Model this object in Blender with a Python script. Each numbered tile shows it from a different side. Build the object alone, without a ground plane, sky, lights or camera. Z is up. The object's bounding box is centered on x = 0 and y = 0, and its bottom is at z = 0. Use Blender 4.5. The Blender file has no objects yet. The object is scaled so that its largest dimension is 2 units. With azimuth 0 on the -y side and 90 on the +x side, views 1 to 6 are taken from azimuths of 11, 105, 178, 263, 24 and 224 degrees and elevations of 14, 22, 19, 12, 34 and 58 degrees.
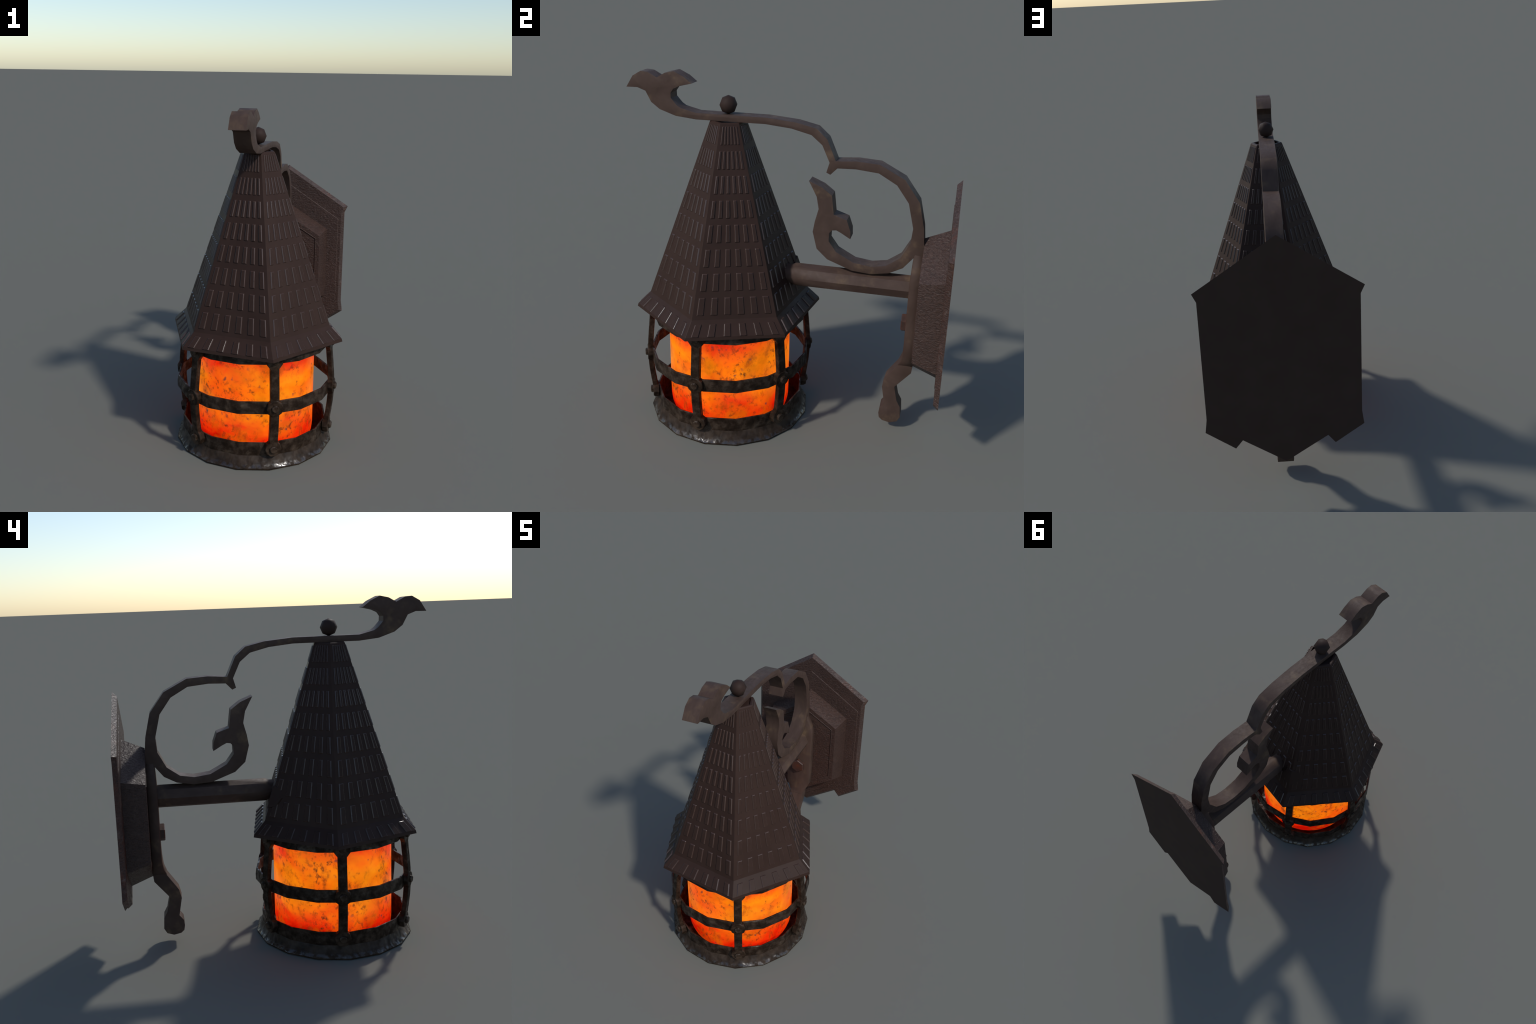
"""Wrought-iron wall lantern: hexagonal ribbed roof over a glowing glass shade in a
strap cage, hung from a flat scroll bracket with a bird's-head end, on a pointed wall plate."""
import bpy, bmesh, math, random
from mathutils import Vector, Matrix

random.seed(7)
COL = bpy.context.scene.collection
CY = -0.343                      # lantern axis: x = 0, y = CY


# ------------------------------------------------------------------ helpers
def smooth(me, angle=32):
    for p in me.polygons:
        p.use_smooth = True
    bm = bmesh.new(); bm.from_mesh(me)
    for e in bm.edges:
        e.smooth = not (len(e.link_faces) == 2 and e.calc_face_angle(0) > math.radians(angle))
    bm.to_mesh(me); bm.free()


def finish(bm, name, mat, angle=32):
    bmesh.ops.recalc_face_normals(bm, faces=bm.faces)
    me = bpy.data.meshes.new(name)
    bm.to_mesh(me); bm.free()
    if angle is not None:
        smooth(me, angle)
    for m in (mat if isinstance(mat, (list, tuple)) else [mat]):
        me.materials.append(m)
    return me


def add(name, me, parent, matrix=None):
    ob = bpy.data.objects.new(name, me)
    COL.objects.link(ob)
    ob.parent = parent
    if matrix is not None:
        ob.matrix_local = matrix
    return ob


def loft(rings, close_start=True, close_end=True, closed=False):
    """Skin a list of equal-length rings of points."""
    bm = bmesh.new()
    vs = [[bm.verts.new(p) for p in r] for r in rings]
    n = len(vs[0]); m = len(vs)
    for i in range(m if closed else m - 1):
        a, b = vs[i], vs[(i + 1) % m]
        for j in range(n):
            k = (j + 1) % n
            bm.faces.new((a[j], a[k], b[k], b[j]))
    if not closed:
        if close_start: bm.faces.new(list(reversed(vs[0])))
        if close_end: bm.faces.new(vs[-1])
    return bm


def ngon_ring(r, z, n, phase, cy=CY):
    return [(r * math.cos(math.radians(phase) + 2 * math.pi * i / n),
             cy + r * math.sin(math.radians(phase) + 2 * math.pi * i / n), z) for i in range(n)]


def bevel_edges(bm, width, min_angle=25, segments=1):
    bmesh.ops.recalc_face_normals(bm, faces=bm.faces)
    es = [e for e in bm.edges if len(e.link_faces) == 2 and e.calc_face_angle(0) > math.radians(min_angle)]
    bmesh.ops.bevel(bm, geom=es, offset=width, segments=segments, affect='EDGES', profile=0.5)


# ------------------------------------------------------------------ materials
class Mat:
    def __init__(self, name):
        self.m = bpy.data.materials.new(name); self.m.use_nodes = True
        self.nt = self.m.node_tree
        self.b = self.nt.nodes['Principled BSDF']
        self.co = self.nt.nodes.new('ShaderNodeTexCoord').outputs['Object']

    def n(self, kind, **kw):
        nd = self.nt.nodes.new(kind)
        for k, v in kw.items(): setattr(nd, k, v)
        return nd

    def link(self, a, b): self.nt.links.new(a, b)

    def mapping(self, scale=(1, 1, 1), rot=(0, 0, 0), loc=(0, 0, 0)):
        mp = self.n('ShaderNodeMapping')
        mp.inputs['Scale'].default_value = scale
        mp.inputs['Rotation'].default_value = rot
        mp.inputs['Location'].default_value = loc
        self.link(self.co, mp.inputs['Vector'])
        return mp.outputs['Vector']

    def noise(self, scale, detail=4, rough=0.55, vec=None, dist=0.0):
        t = self.n('ShaderNodeTexNoise')
        t.inputs['Scale'].default_value = scale
        t.inputs['Detail'].default_value = detail
        t.inputs['Roughness'].default_value = rough
        t.inputs['Distortion'].default_value = dist
        self.link(vec if vec is not None else self.co, t.inputs['Vector'])
        return t.outputs['Fac']

    def ramp(self, fac, stops):
        r = self.n('ShaderNodeValToRGB')
        el = r.color_ramp.elements
        while len(el) < len(stops): el.new(0.5)
        for e, (p, c) in zip(el, stops):
            e.position = p
            e.color = (c, c, c, 1) if not hasattr(c, '__len__') else (*c, 1)
        self.link(fac, r.inputs['Fac'])
        return r.outputs['Color']

    def mix(self, fac, a, b, mode='MIX'):
        m = self.n('ShaderNodeMix', data_type='RGBA', blend_type=mode)
        for sock, v in ((m.inputs[0], fac), (m.inputs[6], a), (m.inputs[7], b)):
            if isinstance(v, (int, float)): sock.default_value = v
            elif hasattr(v, '__len__'): sock.default_value = (*v, 1)
            else: self.link(v, sock)
        return m.outputs[2]

    def math(self, op, a, b=0.0, clamp=False):
        m = self.n('ShaderNodeMath', operation=op, use_clamp=clamp)
        for sock, v in ((m.inputs[0], a), (m.inputs[1], b)):
            if isinstance(v, (int, float)): sock.default_value = v
            else: self.link(v, sock)
        return m.outputs[0]

    def bump(self, h, strength, dist=0.01, prev=None):
        b = self.n('ShaderNodeBump')
        b.inputs['Strength'].default_value = strength
        b.inputs['Distance'].default_value = dist
        self.link(h, b.inputs['Height'])
        if prev is not None: self.link(prev, b.inputs['Normal'])
        return b.outputs['Normal']

    def out(self, color=None, rough=None, metal=None, normal=None, spec=None):
        for key, v in (('Base Color', color), ('Roughness', rough), ('Metallic', metal), ('Normal', normal), ('Specular IOR Level', spec)):
            if v is None: continue
            s = self.b.inputs[key]
            if isinstance(v, (int, float)): s.default_value = v
            elif hasattr(v, '__len__'): s.default_value = (*v, 1)
            else: self.link(v, s)
        return self.m


def bracket_material():
    """Brown painted bar iron: soft streaks along the bars, golden rubbed patches."""
    M = Mat('bracket_paint')
    streak = M.noise(7, 5, 0.6, M.mapping((3.0, 1.0, 1.0)), 0.6)
    fine = M.noise(38, 4, 0.6, M.mapping((1.6, 1, 1)))
    col = M.ramp(streak, [(0.30, (0.052, 0.0315, 0.0250)), (0.52, (0.065, 0.0405, 0.0325)), (0.72, (0.081, 0.0520, 0.0420))])
    col = M.mix(M.ramp(fine, [(0.35, 0.0), (0.75, 0.35)]), col, (0.054, 0.037, 0.026))
    gold = M.math('MULTIPLY', M.ramp(M.noise(9, 3, 0.5, M.mapping(loc=(3.1, 1.7, 0.4))), [(0.55, 0.0), (0.70, 0.8)]),
                  M.ramp(M.noise(30, 3), [(0.4, 0.25), (0.65, 1.0)]))
    col = M.mix(gold, col, (0.128, 0.084, 0.052))
    nor = M.bump(M.noise(60, 5, 0.6, M.mapping((2, 1, 1))), 0.18, 0.004)
    return M.out(col, M.ramp(fine, [(0.3, 0.50), (0.7, 0.66)]), 0.0, nor, 0.16)


def roof_material(name, rib):
    """Smooth dark-brown cast roof, faint mottling; rib shoulders are tinted lighter for edge highlights."""
    M = Mat(name)
    big = M.noise(5, 4, 0.6)
    fine = M.noise(70, 4, 0.6)
    k = 1.5 if rib else 1.0  # brighter base colour draws light lines along the rib edges
    col = M.ramp(big, [(0.3, (0.0305 * k, 0.0166 * k, 0.0128 * k)), (0.7, (0.0378 * k, 0.0213 * k, 0.0168 * k))])
    col = M.mix(M.ramp(fine, [(0.55, 0.0), (0.8, 0.5)]), col, (0.0250, 0.0150, 0.0120))
    nor = M.bump(fine, 0.25 if rib else 0.06, 0.002)
    if rib:
        return M.out(col, M.ramp(M.noise(30, 3), [(0.3, 0.27), (0.7, 0.42)]), 0.0, nor, 0.60)
    return M.out(col, M.ramp(M.noise(14, 3), [(0.3, 0.42), (0.7, 0.52)]), 0.0, nor, 0.10)


def ball_material():
    M = Mat('finial_paint')
    col = M.ramp(M.noise(20, 3), [(0.3, (0.031, 0.0190, 0.0155)), (0.7, (0.038, 0.0235, 0.0195))])
    return M.out(col, 0.6, 0.0, None, 0.10)


def plate_material(rusty):
    """Reddish-brown leathery hammered sheet; rust showing on the edges."""
    M = Mat('plate_rusty_edge' if rusty else 'plate_hammered_sheet')
    ham = M.noise(58, 4, 0.6, M.mapping((1, 1, 1.9), (0.0, 0.45, 0.0)), 0.6)
    big = M.noise(6, 4, 0.6)
    col = M.ramp(big, [(0.3, (0.047, 0.0255, 0.0195)), (0.7, (0.062, 0.0345, 0.0268))])
    col = M.mix(M.ramp(ham, [(0.36, 0.7), (0.55, 0.0)]), col, (0.030, 0.018, 0.015))
    lo, hi = ((0.54, 0.72) if rusty else (0.66, 0.80))
    rust = M.ramp(M.noise(13, 5, 0.65, M.mapping((1, 1, 0.6), loc=(5, 2, 1))), [(lo, 0.0), (hi, 0.7)])
    col = M.mix(rust, col, (0.105, 0.030, 0.013))
    worn = M.ramp(M.noise(24, 4, 0.6, M.mapping(loc=(1, 8, 3))), [(0.58, 0.0), (0.75, 0.6 if rusty else 0.18)])
    col = M.mix(worn, col, (0.185, 0.150, 0.132) if rusty else (0.125, 0.095, 0.082))  # pale flecks paint glossy highlights into the colour, strongest on the chamfer
    nor = M.bump(ham, 0.9, 0.008)
    return M.out(col, M.ramp(ham, [(0.35, 0.58), (0.7, 0.30)]), 0.0, nor, 0.42 if rusty else 0.30)


def plate_back_material():
    """Plain dull back of the sheet."""
    M = Mat('plate_back_sheet')
    col = M.ramp(M.noise(7, 4, 0.6), [(0.3, (0.046, 0.029, 0.0225)), (0.7, (0.053, 0.034, 0.027))])
    return M.out(col, 0.7, 0.0, None, 0.08)


def bolt_rust_material():
    M = Mat('bolt_rust')
    n = M.noise(22, 4, 0.6)
    col = M.ramp(n, [(0.35, (0.040, 0.021, 0.017)), (0.55, (0.058, 0.026, 0.018)), (0.7, (0.092, 0.027, 0.012))])
    return M.out(col, 0.5, 0.0, M.bump(M.noise(60, 4), 0.4, 0.004), 0.4)


def cage_material(name, light=1.0, hammer=0.8, spec=0.35, radial=False):
    """Blackened hammered iron: soft dents, dark scale and brown-grey rubbed patches."""
    M = Mat(name)
    ham = M.noise(26, 1.5, 0.45, None, 0.25)
    patch = M.noise(20, 4, 0.62, M.mapping(loc=(2, 4, 6)))
    fine = M.noise(80, 4, 0.6)
    d = light
    col = M.ramp(patch, [(0.30, (0.0090 * d, 0.0055 * d, 0.0038 * d)), (0.50, (0.027 * d, 0.0165 * d, 0.0108 * d)),
                         (0.72, (0.072 * d, 0.049 * d, 0.034 * d))])
    col = M.mix(M.ramp(fine, [(0.5, 0.0), (0.8, 0.45)]), col, (0.036 * d, 0.021 * d, 0.012 * d))
    nor = M.bump(fine, 0.16, 0.003, M.bump(ham, hammer, 0.012))
    return M.out(col, M.ramp(patch, [(0.40, 0.50), (0.70, 0.22)]), 0.0, nor, M.ramp(patch, [(0.42, spec * 0.35), (0.70, spec * 1.5)]))


def flange_material():
    """Brown rubbed foot ring with soft dents and glints laid in as glossy spots."""
    M = Mat('flange_rubbed_iron')
    patch = M.noise(15, 4, 0.6, M.mapping(loc=(2, 4, 6)))
    dent = M.noise(22, 1.5, 0.45, M.mapping((1, 1, 0.5)), 0.25)
    col = M.ramp(patch, [(0.32, (0.0135, 0.0082, 0.0054)), (0.52, (0.030, 0.0190, 0.0125)), (0.74, (0.052, 0.0355, 0.0250))])
    sep = M.n('ShaderNodeSeparateXYZ'); M.link(M.co, sep.inputs[0])
    rim = M.ramp(M.math('MULTIPLY', sep.outputs['Z'], 20.0), [(0.12, 0.0), (0.20, 1.0), (0.42, 1.0), (0.60, 0.12)])   # height mask that places the glint spots along the lip
    laid_glint = M.math('MULTIPLY', M.ramp(M.noise(38, 2, 0.5, M.mapping(loc=(8, 1, 3))), [(0.40, 0.0), (0.58, 1.0)]), rim)
    nor = M.bump(M.noise(80, 4, 0.6), 0.12, 0.003, M.bump(dent, 0.75, 0.013))
    return M.out(col, M.ramp(laid_glint, [(0.0, 0.50), (1.0, 0.18)]), 0.0, nor, M.ramp(laid_glint, [(0.0, 0.10), (1.0, 0.75)]))


def glass_material():
    """Lit amber art glass: orange glow going red at the top and the foot, dark seeds and smoky wisps."""
    M = Mat('glowing_amber_glass')
    sep = M.n('ShaderNodeSeparateXYZ'); M.link(M.co, sep.inputs[0])
    z = sep.outputs['Z']
    cloud = M.noise(3.6, 4, 0.55, M.mapping((1, 1, 1.5)), 0.5)
    # a measure of heat: high mid-height, low at foot and top, broken up by the clouds
    foot = M.math('MULTIPLY', M.math('SUBTRACT', z, 0.100), 5.0)
    top = M.math('MULTIPLY', M.math('SUBTRACT', 0.68, z), 4.6)
    heat = M.math('MINIMUM', M.math('MINIMUM', foot, top), 1.0)
    heat = M.math('ADD', M.math('MULTIPLY', heat, 0.62), M.math('MULTIPLY', M.math('SUBTRACT', cloud, 0.5), 1.35))
    heat = M.math('ADD', heat, 0.08, True)
    glow = M.ramp(heat, [(0.0, (0.52, 0.004, 0.0)), (0.16, (0.80, 0.018, 0.001)), (0.34, (0.86, 0.055, 0.003)),
                         (0.52, (0.96, 0.125, 0.003)), (0.72, (1.0, 0.195, 0.002)), (0.95, (1.0, 0.27, 0.004))])
    # dull amber clouds, brown smoky stains, and fine peppering inside the stains
    tint = M.ramp(M.noise(6, 4, 0.6, M.mapping(loc=(3, 9, 1)), 0.4), [(0.48, 0.0), (0.68, 0.7)])
    glow = M.mix(tint, glow, (0.56, 0.120, 0.002))
    stain = M.ramp(M.noise(13, 5, 0.66, M.mapping((1, 1, 0.75), loc=(7, 3, 2)), 0.2), [(0.54, 0.0), (0.72, 0.75)])
    glow = M.mix(stain, glow, (0.36, 0.050, 0.003))
    pepper = M.math('MULTIPLY', M.ramp(M.noise(40, 4, 0.62, M.mapping((1, 1, 0.85))), [(0.51, 0.0), (0.68, 1.0)]),
                    M.ramp(M.noise(7, 3, 0.5, M.mapping(loc=(7, 3, 9))), [(0.40, 0.10), (0.60, 0.9)]))
    glow = M.mix(pepper, glow, (0.085, 0.022, 0.006))
    # dark seeds
    v = M.n('ShaderNodeTexVoronoi'); v.inputs['Scale'].default_value = 17; v.inputs['Randomness'].default_value = 1.0
    warp = M.n('ShaderNodeVectorMath', operation='ADD')
    nz = M.n('ShaderNodeTexNoise'); nz.inputs['Scale'].default_value = 30
    sc = M.n('ShaderNodeVectorMath', operation='SCALE'); sc.inputs['Scale'].default_value = 0.045
    M.link(M.co, nz.inputs['Vector']); M.link(nz.outputs['Color'], sc.inputs[0])
    M.link(M.co, warp.inputs[0]); M.link(sc.outputs[0], warp.inputs[1]); M.link(warp.outputs[0], v.inputs['Vector'])
    seed = M.math('MULTIPLY', M.ramp(v.outputs['Distance'], [(0.08, 1.0), (0.24, 0.0)]),
                  M.ramp(M.noise(7, 2, 0.5, M.mapping(loc=(1, 1, 5))), [(0.50, 0.0), (0.58, 0.85)]))
    glow = M.mix(seed, glow, (0.075, 0.030, 0.030))
    M.link(glow, M.b.inputs['Emission Color'])
    M.b.inputs['Emission Strength'].default_value = 0.92
    return M.out(M.mix(0.75, glow, (0.0, 0.0, 0.0)), 0.35, 0.0, None, 0.4)


PAINT = bracket_material()
ROOF = roof_material('roof_cast_iron', False)
RIB = roof_material('rib_lightened_for_highlight', True)
BALL = ball_material()
PLATE = plate_material(False)
PLATE_EDGE = plate_material(True)
PLATE_BACK = plate_back_material()
BOLT_RUST = bolt_rust_material()
IRON = cage_material('cage_hammered_iron', 0.85, 0.6, 0.24)
FLANGE = flange_material()
STRAP = cage_material('cage_strap_iron', 1.0, 0.3, 0.16)
GLASS = glass_material()

# ------------------------------------------------------------------ the thing
lantern = bpy.data.objects.new('wall_lantern', None)
COL.objects.link(lantern)
lantern['label'] = 'old iron wall lantern with ribbed hexagonal roof and glowing amber glass'
lantern['category'] = 'wall lantern'

# ------------------------------------------------------------------ scroll bracket (flat bar cut in the y-z plane)
HALF = 0.0485
BIRD_TOP = [(-0.907, 1.905), (-0.868, 1.966), (-0.821, 1.993), (-0.779, 1.989), (-0.729, 1.963),
            (-0.683, 1.989), (-0.632, 2.000), (-0.575, 1.973), (-0.533, 1.940)]
BIRD_HOOK = [(-0.604, 1.923), (-0.637, 1.908), (-0.653, 1.886), (-0.652, 1.858), (-0.621, 1.823),
             (-0.599, 1.808), (-0.512, 1.787)]
ARM_TOP = [(-0.125, 1.786), (0.039, 1.771), (0.147, 1.746), (0.206, 1.694), (0.256, 1.582)]
RING_OUTER = [(0.365, 1.590), (0.486, 1.582), (0.620, 1.512), (0.704, 1.397), (0.737, 1.257), (0.746, 1.165)]
STEM_BACK = [(0.745, 0.930), (0.746, 0.440), (0.741, 0.395), (0.655, 0.292), (0.675, 0.200)]
FOOT_KNOB = [(0.696, 0.163), (0.701, 0.094), (0.684, 0.064), (0.643, 0.050), (0.600, 0.059), (0.581, 0.076),
             (0.576, 0.104), (0.580, 0.140), (0.605, 0.172)]
STEM_FRONT = [(0.585, 0.281), (0.598, 0.335), (0.678, 0.452), (0.688, 0.530), (0.690, 0.650), (0.689, 0.850),
              (0.691, 0.960), (0.698, 1.092)]
LOOP_UNDER = [(0.645, 1.026), (0.573, 0.988), (0.475, 0.971), (0.370, 0.979), (0.233, 1.030), (0.172, 1.086),
              (0.147, 1.182), (0.157, 1.244), (0.175, 1.314), (0.162, 1.381), (0.117, 1.465)]
LOOP_BEAK = [(0.189, 1.435), (0.244, 1.394), (0.258, 1.289), (0.330, 1.265), (0.352, 1.205), (0.354, 1.160),
             (0.303, 1.190), (0.276, 1.203), (0.253, 1.200), (0.238, 1.183), (0.237, 1.136)]
LOOP_INNER = [(0.280, 1.078), (0.377, 1.026), (0.472, 1.014), (0.553, 1.028), (0.626, 1.080), (0.674, 1.170),
              (0.681, 1.254), (0.648, 1.388), (0.581, 1.480), (0.483, 1.536), (0.364, 1.548), (0.266, 1.545)]
SPUR = [(0.230, 1.508), (0.208, 1.518), (0.223, 1.572)]
ARM_UNDER = [(0.181, 1.662), (0.122, 1.711), (0.014, 1.738), (-0.125, 1.752)]
BELLY = [(-0.510, 1.752), (-0.626, 1.764), (-0.718, 1.795), (-0.766, 1.831), (-0.797, 1.889), (-0.843, 1.906)]
OUTLINE = (BIRD_TOP + BIRD_HOOK + ARM_TOP + RING_OUTER + STEM_BACK + FOOT_KNOB + STEM_FRONT + LOOP_UNDER
           + LOOP_BEAK + LOOP_INNER + SPUR + ARM_UNDER + BELLY)


def offset_inward(poly, d):
    """Inset a simple polygon (clockwise) by d, mitred but with capped mitres."""
    area = sum(a[0] * b[1] - b[0] * a[1] for a, b in zip(poly, poly[1:] + poly[:1]))
    sgn = 1 if area > 0 else -1
    out = []
    for i, p in enumerate(poly):
        p = Vector(p); a = Vector(poly[i - 1]); b = Vector(poly[(i + 1) % len(poly)])
        e0, e1 = (p - a).normalized(), (b - p).normalized()
        n0, n1 = Vector((-e0.y, e0.x)) * sgn, Vector((-e1.y, e1.x)) * sgn
        m = n0 + n1
        k = 2 * d / max(m.dot(m), 0.55)
        out.append(p + m * k)
    return out


def bar_plate(outline, half, rim, inset):
    """Flat bar: side walls, and on each face a narrow sloping margin round a raised field."""
    inner = offset_inward(outline, inset)
    bm = bmesh.new()
    rows = []
    for x, poly in ((half, inner), (half - rim, outline), (-half + rim, outline), (-half, inner)):
        rows.append([bm.verts.new((x, p[0], p[1])) for p in poly])
    n = len(outline)
    for a, b in zip(rows, rows[1:]):
        for i in range(n):
            j = (i + 1) % n
            bm.faces.new((a[i], a[j], b[j], b[i]))
    f0 = bm.faces.new(rows[0]); f1 = bm.faces.new(list(reversed(rows[-1])))
    bmesh.ops.recalc_face_normals(bm, faces=bm.faces)
    bmesh.ops.triangulate(bm, faces=[f0, f1], ngon_method='EAR_CLIP')
    return bm


bracket = add('scroll_bracket', finish(bar_plate(OUTLINE, HALF, 0.0022, 0.0105), 'scroll_bracket', PAINT, 38), lantern)

# the stem swells sideways where it lies against the box
STEM = [  # z, y front, y back, half width
    (1.150, 0.7050, 0.7400, 0.0450), (1.112, 0.7000, 0.7440, 0.0475), (1.090, 0.6965, 0.7460, 0.0520), (1.062, 0.6945, 0.7465, 0.0650),
    (1.027, 0.6925, 0.7465, 0.0815),
    (0.985, 0.6905, 0.7465, 0.0905), (0.940, 0.6895, 0.7465, 0.0920), (0.760, 0.6885, 0.7465, 0.0920),
    (0.600, 0.6885, 0.7465, 0.0905), (0.522, 0.6865, 0.7465, 0.0885), (0.470, 0.6790, 0.7465, 0.0640), (0.432, 0.6620, 0.7450, 0.0455)]
bm = loft([[(h, f, z), (h, b, z), (-h, b, z), (-h, f, z)] for z, f, b, h in STEM])
bevel_edges(bm, 0.004, 60)
add('bracket_stem', finish(bm, 'bracket_stem', PAINT, 48), bracket)

# pipe from the stem to the roof, eight-sided with an edge on top
PIPE_R, PIPE_Z = 0.0685, 0.903
pipe_rings = []
for y, r in ((0.693, PIPE_R), (0.30, PIPE_R), (0.052, PIPE_R), (0.034, PIPE_R - 0.010), (-0.06, PIPE_R - 0.012)):
    pipe_rings.append([(r * math.cos(math.pi / 4 * i), y, PIPE_Z + r * math.sin(math.pi / 4 * i)) for i in range(8)])
add('support_pipe', finish(loft(pipe_rings), 'support_pipe', PAINT, 40), lantern)

# stem bolt
bm = bmesh.new()
hexa = [[(0.0525 * math.sin(math.pi / 3 * i) * k, y, 0.684 + 0.0525 * math.cos(math.pi / 3 * i) * k) for i in range(6)]
        for y, k in ((0.6915, 1), (0.664, 1), (0.6595, 0.90))]
bm = loft(hexa)
add('bolt', finish(bm, 'stem_bolt', BOLT_RUST, 30), bracket)

# finial ball: a faceted globe
bm = bmesh.new()
bmesh.ops.create_uvsphere(bm, u_segments=8, v_segments=4, radius=0.0505)
bmesh.ops.rotate(bm, verts=bm.verts, matrix=Matrix.Rotation(math.radians(-8.7), 3, 'Z'))
bmesh.ops.translate(bm, verts=bm.verts, vec=(0, CY, 1.8345))
add('finial_ball', finish(bm, 'finial_ball', BALL, 180), lantern)

# ------------------------------------------------------------------ wall plate
half_back = [(0.0, 1.524), (0.440, 1.236), (0.418, 1.189), (0.418, 0.510), (0.4295, 0.430),
             (0.272, 0.321), (0.232, 0.370), (0.0, 0.2215)]
BACK = half_back + [(-x, z) for x, z in reversed(half_back) if x > 0]
Y_BACK, Y_FACE = 0.907, 0.880


def plate_mesh():
    """Back sheet with chamfered edges, and a shallow step following the border."""
    front = offset_inward(BACK, 0.0215)
    half_panel = [(0.0, 1.394), (0.377, 1.143), (0.377, 0.527), (0.0, 0.288)]
    panel = half_panel + [(-x, z) for x, z in reversed(half_panel) if x > 0]
    bm = bmesh.new()
    back = [bm.verts.new((x, Y_BACK, z)) for x, z in BACK]
    mid = [bm.verts.new((p[0], Y_FACE, p[1])) for p in front]
    n = len(BACK)
    for i in range(n):
        j = (i + 1) % n
        f = bm.faces.new((back[i], back[j], mid[j], mid[i])); f.material_index = 1
    bm.faces.new(list(reversed(back))).material_index = 2
    # border face between the chamfer and the inner panel
    rim = [bm.verts.new((x, Y_FACE, z)) for x, z in panel]
    low = [bm.verts.new((p[0], Y_FACE - 0.0032, p[1])) for p in offset_inward(panel, 0.0045)]
    edges = [bm.edges.get((mid[i], mid[(i + 1) % n])) for i in range(n)]
    edges += [bm.edges.new((rim[i], rim[(i + 1) % len(rim)])) for i in range(len(rim))]
    bmesh.ops.triangle_fill(bm, edges=edges, use_beauty=True)
    for i in range(len(rim)):
        j = (i + 1) % len(rim)
        bm.faces.new((rim[i], rim[j], low[j], low[i]))
    bm.faces.new(low)
    return bm


wall_plate = add('wall_plate', finish(plate_mesh(), 'wall_plate', [PLATE, PLATE_EDGE, PLATE_BACK], 20), lantern)


def sym(h):
    return h + [(-x, z) for x, z in reversed(h) if x > 0]


base = sym([(0.0, 1.250), (0.296, 1.063), (0.296, 0.548), (0.0, 0.362)])
front = sym([(0.0, 1.193), (0.256, 1.034), (0.256, 0.578), (0.0, 0.416)])
trim = sym([(0.0, 1.160), (0.229, 1.017), (0.229, 0.596), (0.0, 0.451)])
bead = sym([(0.0, 1.156), (0.2265, 1.015), (0.2265, 0.598), (0.0, 0.4545)])
trim2 = sym([(0.0, 1.148), (0.2205, 1.010), (0.2205, 0.603), (0.0, 0.463)])
rings = [[(x, y, z) for x, z in poly] for poly, y in
         ((base, 0.884), (base, 0.8775), (front, 0.7460), (trim, 0.7460), (bead, 0.7432), (trim2, 0.7485))]
bm = loft(rings)
add('mounting_box', finish(bm, 'mounting_box', PLATE, 20), wall_plate)

# ------------------------------------------------------------------ roof
PH = -8.74
C6 = math.cos(math.pi / 6)
TOP_R, TOP_Z = 0.1005, 1.7515
KINK_R, KINK_Z = 0.4580, 0.760
EAVE_R, EAVE_Z = 0.5315, 0.6890


def hexr(r, z): return ngon_ring(r, z, 6, PH)


profile = [(0.440, 0.690), (0.440, 0.676), (0.5360, 0.6715), (EAVE_R, EAVE_Z), (KINK_R, KINK_Z), (TOP_R + 0.001, TOP_Z - 0.006),
           (TOP_R - 0.005, TOP_Z), (TOP_R - 0.018, TOP_Z), (TOP_R - 0.024, TOP_Z - 0.012)]
bm = loft([hexr(r, z) for r, z in profile])
hips = [e for e in bm.edges if abs(e.verts[0].co.z - e.verts[1].co.z) > 0.05]
bmesh.ops.bevel(bm, geom=hips, offset=0.0015, segments=1, affect='EDGES', profile=0.6)
roof = add('roof', finish(bm, 'roof', ROOF, 20), lantern)


def rib_mesh(name, quad, height, open_end=False):
    """A low bar: quad = (t0_top, t1_top, s_top, t0_bot, t1_bot, s_bot) in face coordinates; sides slope."""
    a0, a1, s0, b0, b1, s1 = quad
    c = min(0.0036, (a1 - a0) * 0.22)
    lo = [(a0, s0), (a1, s0), (b1, s1), (b0, s1)]
    e = 0.0 if open_end else c
    hi = [(a0 + c, s0 + c), (a1 - c, s0 + c), (b1 - c, s1 - e), (b0 + c, s1 - e)]
    rings = [[(t, s, -0.003) for t, s in lo], [(t, s, 0.0004) for t, s in lo], [(t, s, height) for t, s in hi]]
    bm = loft(rings)
    bevel_edges(bm, min(0.0009, c * 0.3), 30)
    me = finish(bm, name, [ROOF, RIB], 12)
    for p in me.polygons:                       # flat top as the roof, shoulders in the lightened highlight colour
        p.material_index = 0 if (p.normal.z > 0.985 and p.area > 1e-4) else 1
    return me


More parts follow.
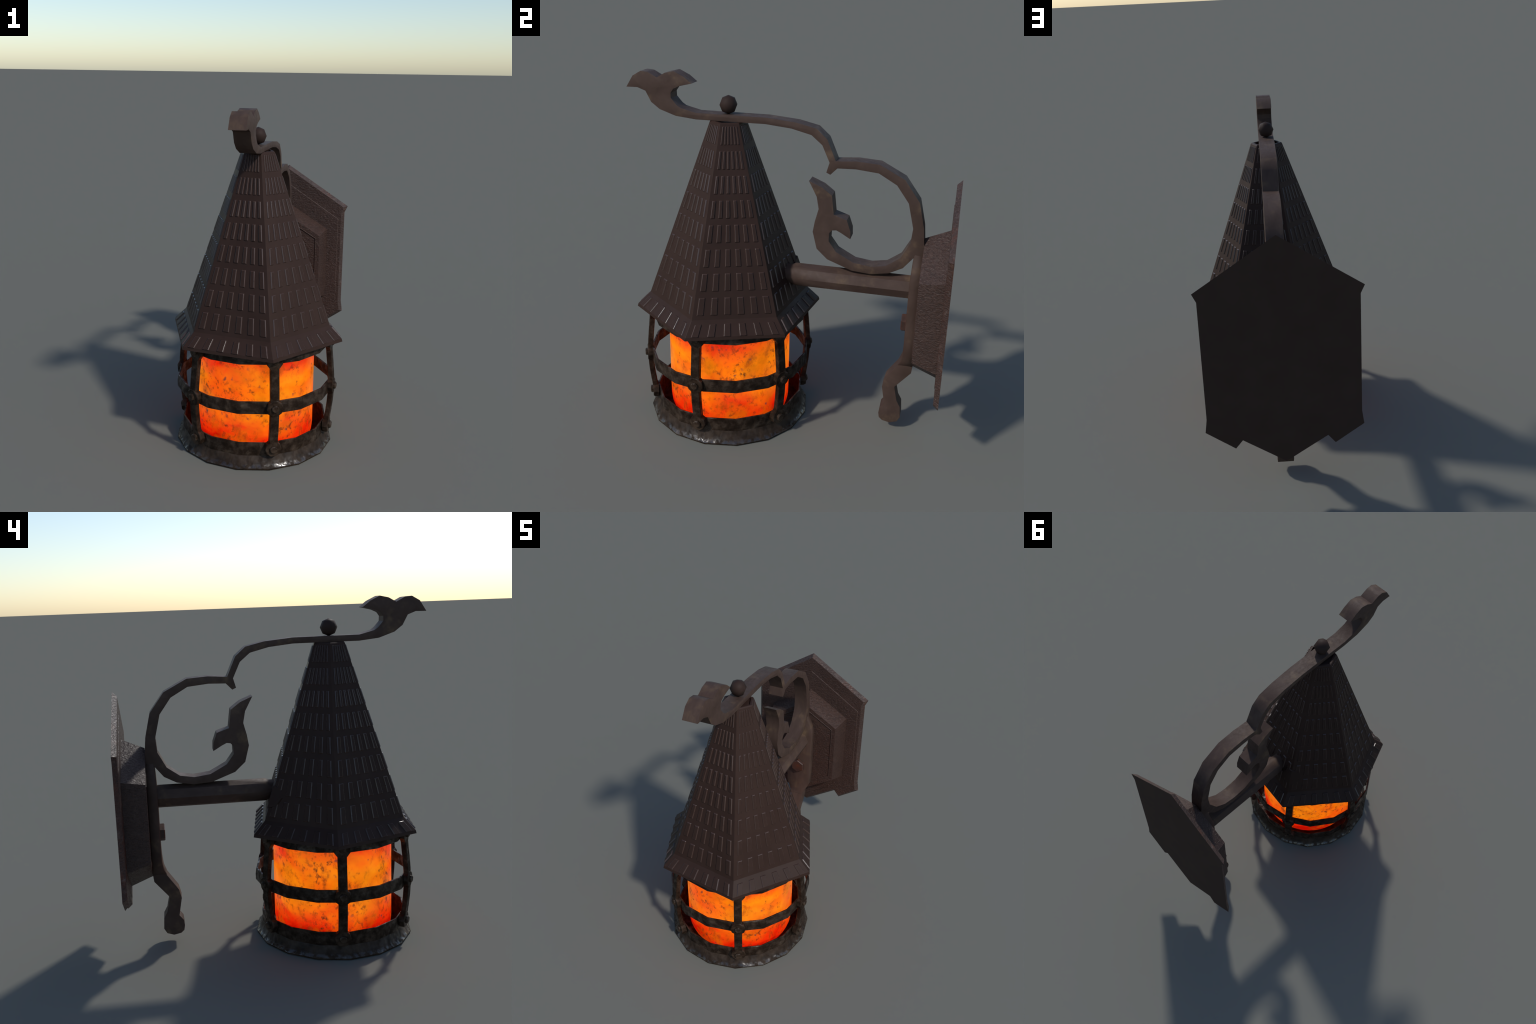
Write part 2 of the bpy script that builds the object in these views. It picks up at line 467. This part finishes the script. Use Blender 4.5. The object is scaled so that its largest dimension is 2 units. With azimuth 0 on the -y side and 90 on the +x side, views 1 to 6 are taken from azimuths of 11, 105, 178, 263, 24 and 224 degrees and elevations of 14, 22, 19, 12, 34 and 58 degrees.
def face_frame(k, r0, z0, r1, z1):
    """Matrix mapping (t, s, height) on roof face k to the world."""
    a = math.radians(PH + 30 + 60 * k)
    out = Vector((math.cos(a), math.sin(a), 0)); tg = Vector((-math.sin(a), math.cos(a), 0))
    o = Vector((0, CY, 0)) + out * (r0 * C6) + Vector((0, 0, z0))
    dn = (out * ((r1 - r0) * C6) + Vector((0, 0, z1 - z0))).normalized()
    nor = tg.cross(dn)
    if nor.dot(out) < 0: nor = -nor
    return Matrix((( tg.x, dn.x, nor.x, o.x), (tg.y, dn.y, nor.y, o.y), (tg.z, dn.z, nor.z, o.z), (0, 0, 0, 1)))


# low raised octagon straddling the hip beside the pipe
def hip_octagon_mesh(z0=0.893, rad=0.066):
    def surf(u, z, lift):
        apo = C6 * (TOP_R + (KINK_R - TOP_R) * (TOP_Z - z) / (TOP_Z - KINK_Z))
        return ((apo - 0.5 * abs(u)) / C6 + lift, u, z)
    pts = [(rad * math.sin(math.pi / 4 * i), z0 + rad * math.cos(math.pi / 4 * i)) for i in range(8)]
    bm = bmesh.new()
    hi = [bm.verts.new(surf(u * 0.95, z0 + (z - z0) * 0.95, 0.0085)) for u, z in pts]
    lo = [bm.verts.new(surf(u, z, -0.003)) for u, z in pts]
    for i in range(8):
        j = (i + 1) % 8
        bm.faces.new((hi[i], hi[j], lo[j], lo[i]))
    bm.faces.new(hi[:5]); bm.faces.new(hi[4:] + hi[:1])
    return finish(bm, 'hip_octagon', ROOF, 20)


add('hip_octagon', hip_octagon_mesh(), roof, Matrix.Translation((0, CY, 0)) @ Matrix.Rotation(math.radians(PH + 120), 4, 'Z'))

L_MAIN = math.hypot((KINK_R - TOP_R) * C6, TOP_Z - KINK_Z)
L_EAVE = math.hypot((EAVE_R - KINK_R) * C6, KINK_Z - EAVE_Z)
PITCH = [0.130, 0.139, 0.147, 0.153, 0.157, 0.160, 0.162, 0.163]


def width(s): return (TOP_R + (KINK_R - TOP_R) * s / L_MAIN)


frames = [face_frame(k, TOP_R, TOP_Z, KINK_R, KINK_Z) for k in range(6)]
for row in range(8):
    s0 = 0.0175 + 0.129 * row
    s1 = s0 + 0.0955
    for col in range(6):
        f = (col - 2.5) * PITCH[row]
        w0, w1 = width(s0), width(s1)
        hw0, hw1 = 0.0405 * w0 * (0.93 if row < 2 else 1), 0.0415 * w1
        mid_w = (w0 + w1) / 2
        rise = 0.0054 if row > 2 else (0.0030, 0.0038, 0.0046)[row]
        me = rib_mesh('roof_rib', (f * w0 - hw0, f * w0 + hw0, s0, f * w1 - hw1, f * w1 + hw1, s1), rise)
        for k in range(6):
            add('roof_rib', me, roof, frames[k])
eframes = [face_frame(k, KINK_R, KINK_Z, EAVE_R, EAVE_Z) for k in range(6)]
for col in range(6):
    f = (col - 2.5) * 0.163
    s0, s1 = 0.024, L_EAVE - 0.0005
    w0, w1 = KINK_R + (EAVE_R - KINK_R) * s0 / L_EAVE, EAVE_R
    me = rib_mesh('eave_rib', (f * w0 - 0.0385 * w0, f * w0 + 0.0385 * w0, s0, f * w1 - 0.0385 * w1, f * w1 + 0.0385 * w1, s1),
                  0.0060, True)
    for k in range(6):
        add('eave_rib', me, roof, eframes[k])

# ------------------------------------------------------------------ cage
cage = bpy.data.objects.new('cage', None)
COL.objects.link(cage); cage.parent = lantern
RP = -0.8                                    # phase of the sixteen-sided hoops


def hoop(name, section, mat):
    """Closed band: revolve a section of (r, z) points round the axis in 16 flats."""
    bm = loft([ngon_ring(r, z, 16, RP) for r, z in section], closed=True)
    bevel_edges(bm, 0.0016, 40)
    return add(name, finish(bm, name, mat, 30), cage)


hoop('hoop', [(0.4685, 0.414), (0.4735, 0.378), (0.4730, 0.342), (0.461, 0.342), (0.4575, 0.414)], IRON)
hoop('top_hoop', [(0.440, 0.682), (0.448, 0.625), (0.436, 0.625), (0.428, 0.682)], IRON)
hoop('base_band', [(0.440, 0.152), (0.4395, 0.110), (0.438, 0.060), (0.428, 0.060), (0.4305, 0.152)], IRON)
hoop('base_flange', [(0.4345, 0.074), (0.4390, 0.071), (0.4470, 0.052), (0.4600, 0.028), (0.4745, 0.0150), (0.4770, 0.0095), (0.4755, 0.0),
                     (0.428, 0.0), (0.428, 0.03)], FLANGE)
bm = loft([ngon_ring(0.430, 0.0005, 16, RP), ngon_ring(0.430, 0.0030, 16, RP)])
add('base_plate', finish(bm, 'base_plate', IRON, 30), cage)

POST_A = -5.7
POST = [(0.082, 0.4635), (0.130, 0.4675), (0.165, 0.4710), (0.220, 0.4785), (0.280, 0.4850), (0.340, 0.4888), (0.400, 0.4892),
        (0.450, 0.4860), (0.510, 0.4805), (0.570, 0.4740), (0.606, 0.4705), (0.634, 0.4690), (0.674, 0.4670)]


def post_half(z):
    if z >= 0.634: return 0.046
    if z > 0.606: return 0.0252 + 0.0208 * (z - 0.606) / 0.028
    return 0.0252


def post_mesh():
    rings = []
    for z, r in POST:
        h = post_half(z); d = 0.030
        rings.append([(r, -h, z), (r, h, z), (r - d, h, z), (r - d, -h, z)])
    bm = loft(rings)
    bevel_edges(bm, 0.003, 40)
    return finish(bm, 'strap', STRAP, 30)


def disc_mesh(name, z, r_in, r_out, rad, sides=10):
    rings = [[(r, rad * k * math.sin(2 * math.pi * (i + 0.5) / sides), z + rad * k * math.cos(2 * math.pi * (i + 0.5) / sides))
              for i in range(sides)] for r, k in ((r_in, 1), (r_out - 0.003, 1), (r_out, 0.93))]
    return finish(loft(rings), name, STRAP, 30)


def stud_mesh(name, z, r_in, r_out, rad, sides=8):
    rings = [[(r, rad * k * math.sin(2 * math.pi * (i + 0.5) / sides), z + rad * k * math.cos(2 * math.pi * (i + 0.5) / sides))
              for i in range(sides)] for r, k in ((r_in, 1), (r_out - 0.005, 1), (r_out, 0.78))]
    return finish(loft(rings), name, STRAP, 35)


strap_me = post_mesh()
pieces = [('washer', disc_mesh('washer_middle', 0.380, 0.458, 0.4908, 0.0485)),
          ('washer', disc_mesh('washer_low', 0.126, 0.436, 0.4695, 0.0475)),
          ('stud', stud_mesh('stud_middle', 0.382, 0.48, 0.5045, 0.0215)),
          ('stud', stud_mesh('stud_low', 0.125, 0.46, 0.4845, 0.0225)),
          ('stud', stud_mesh('stud_top', 0.655, 0.46, 0.4840, 0.0215))]
for k in range(6):
    mtx = Matrix.Translation((0, CY, 0)) @ Matrix.Rotation(math.radians(POST_A + 60 * k), 4, 'Z')
    strap = add('strap', strap_me, cage, mtx)
    for nm, me in pieces:
        add(nm, me, cage, mtx)

# ------------------------------------------------------------------ glass shade
sec = [(0.20, 0.004), (0.300, 0.006), (0.330, 0.017), (0.346, 0.036), (0.355, 0.062), (0.3585, 0.095), (0.3580, 0.30), (0.3570, 0.50), (0.3565, 0.690)]
bm = loft([ngon_ring(r, z, 48, 0) for r, z in sec])
add('glass_shade', finish(bm, 'glass_shade', GLASS, 60), lantern)
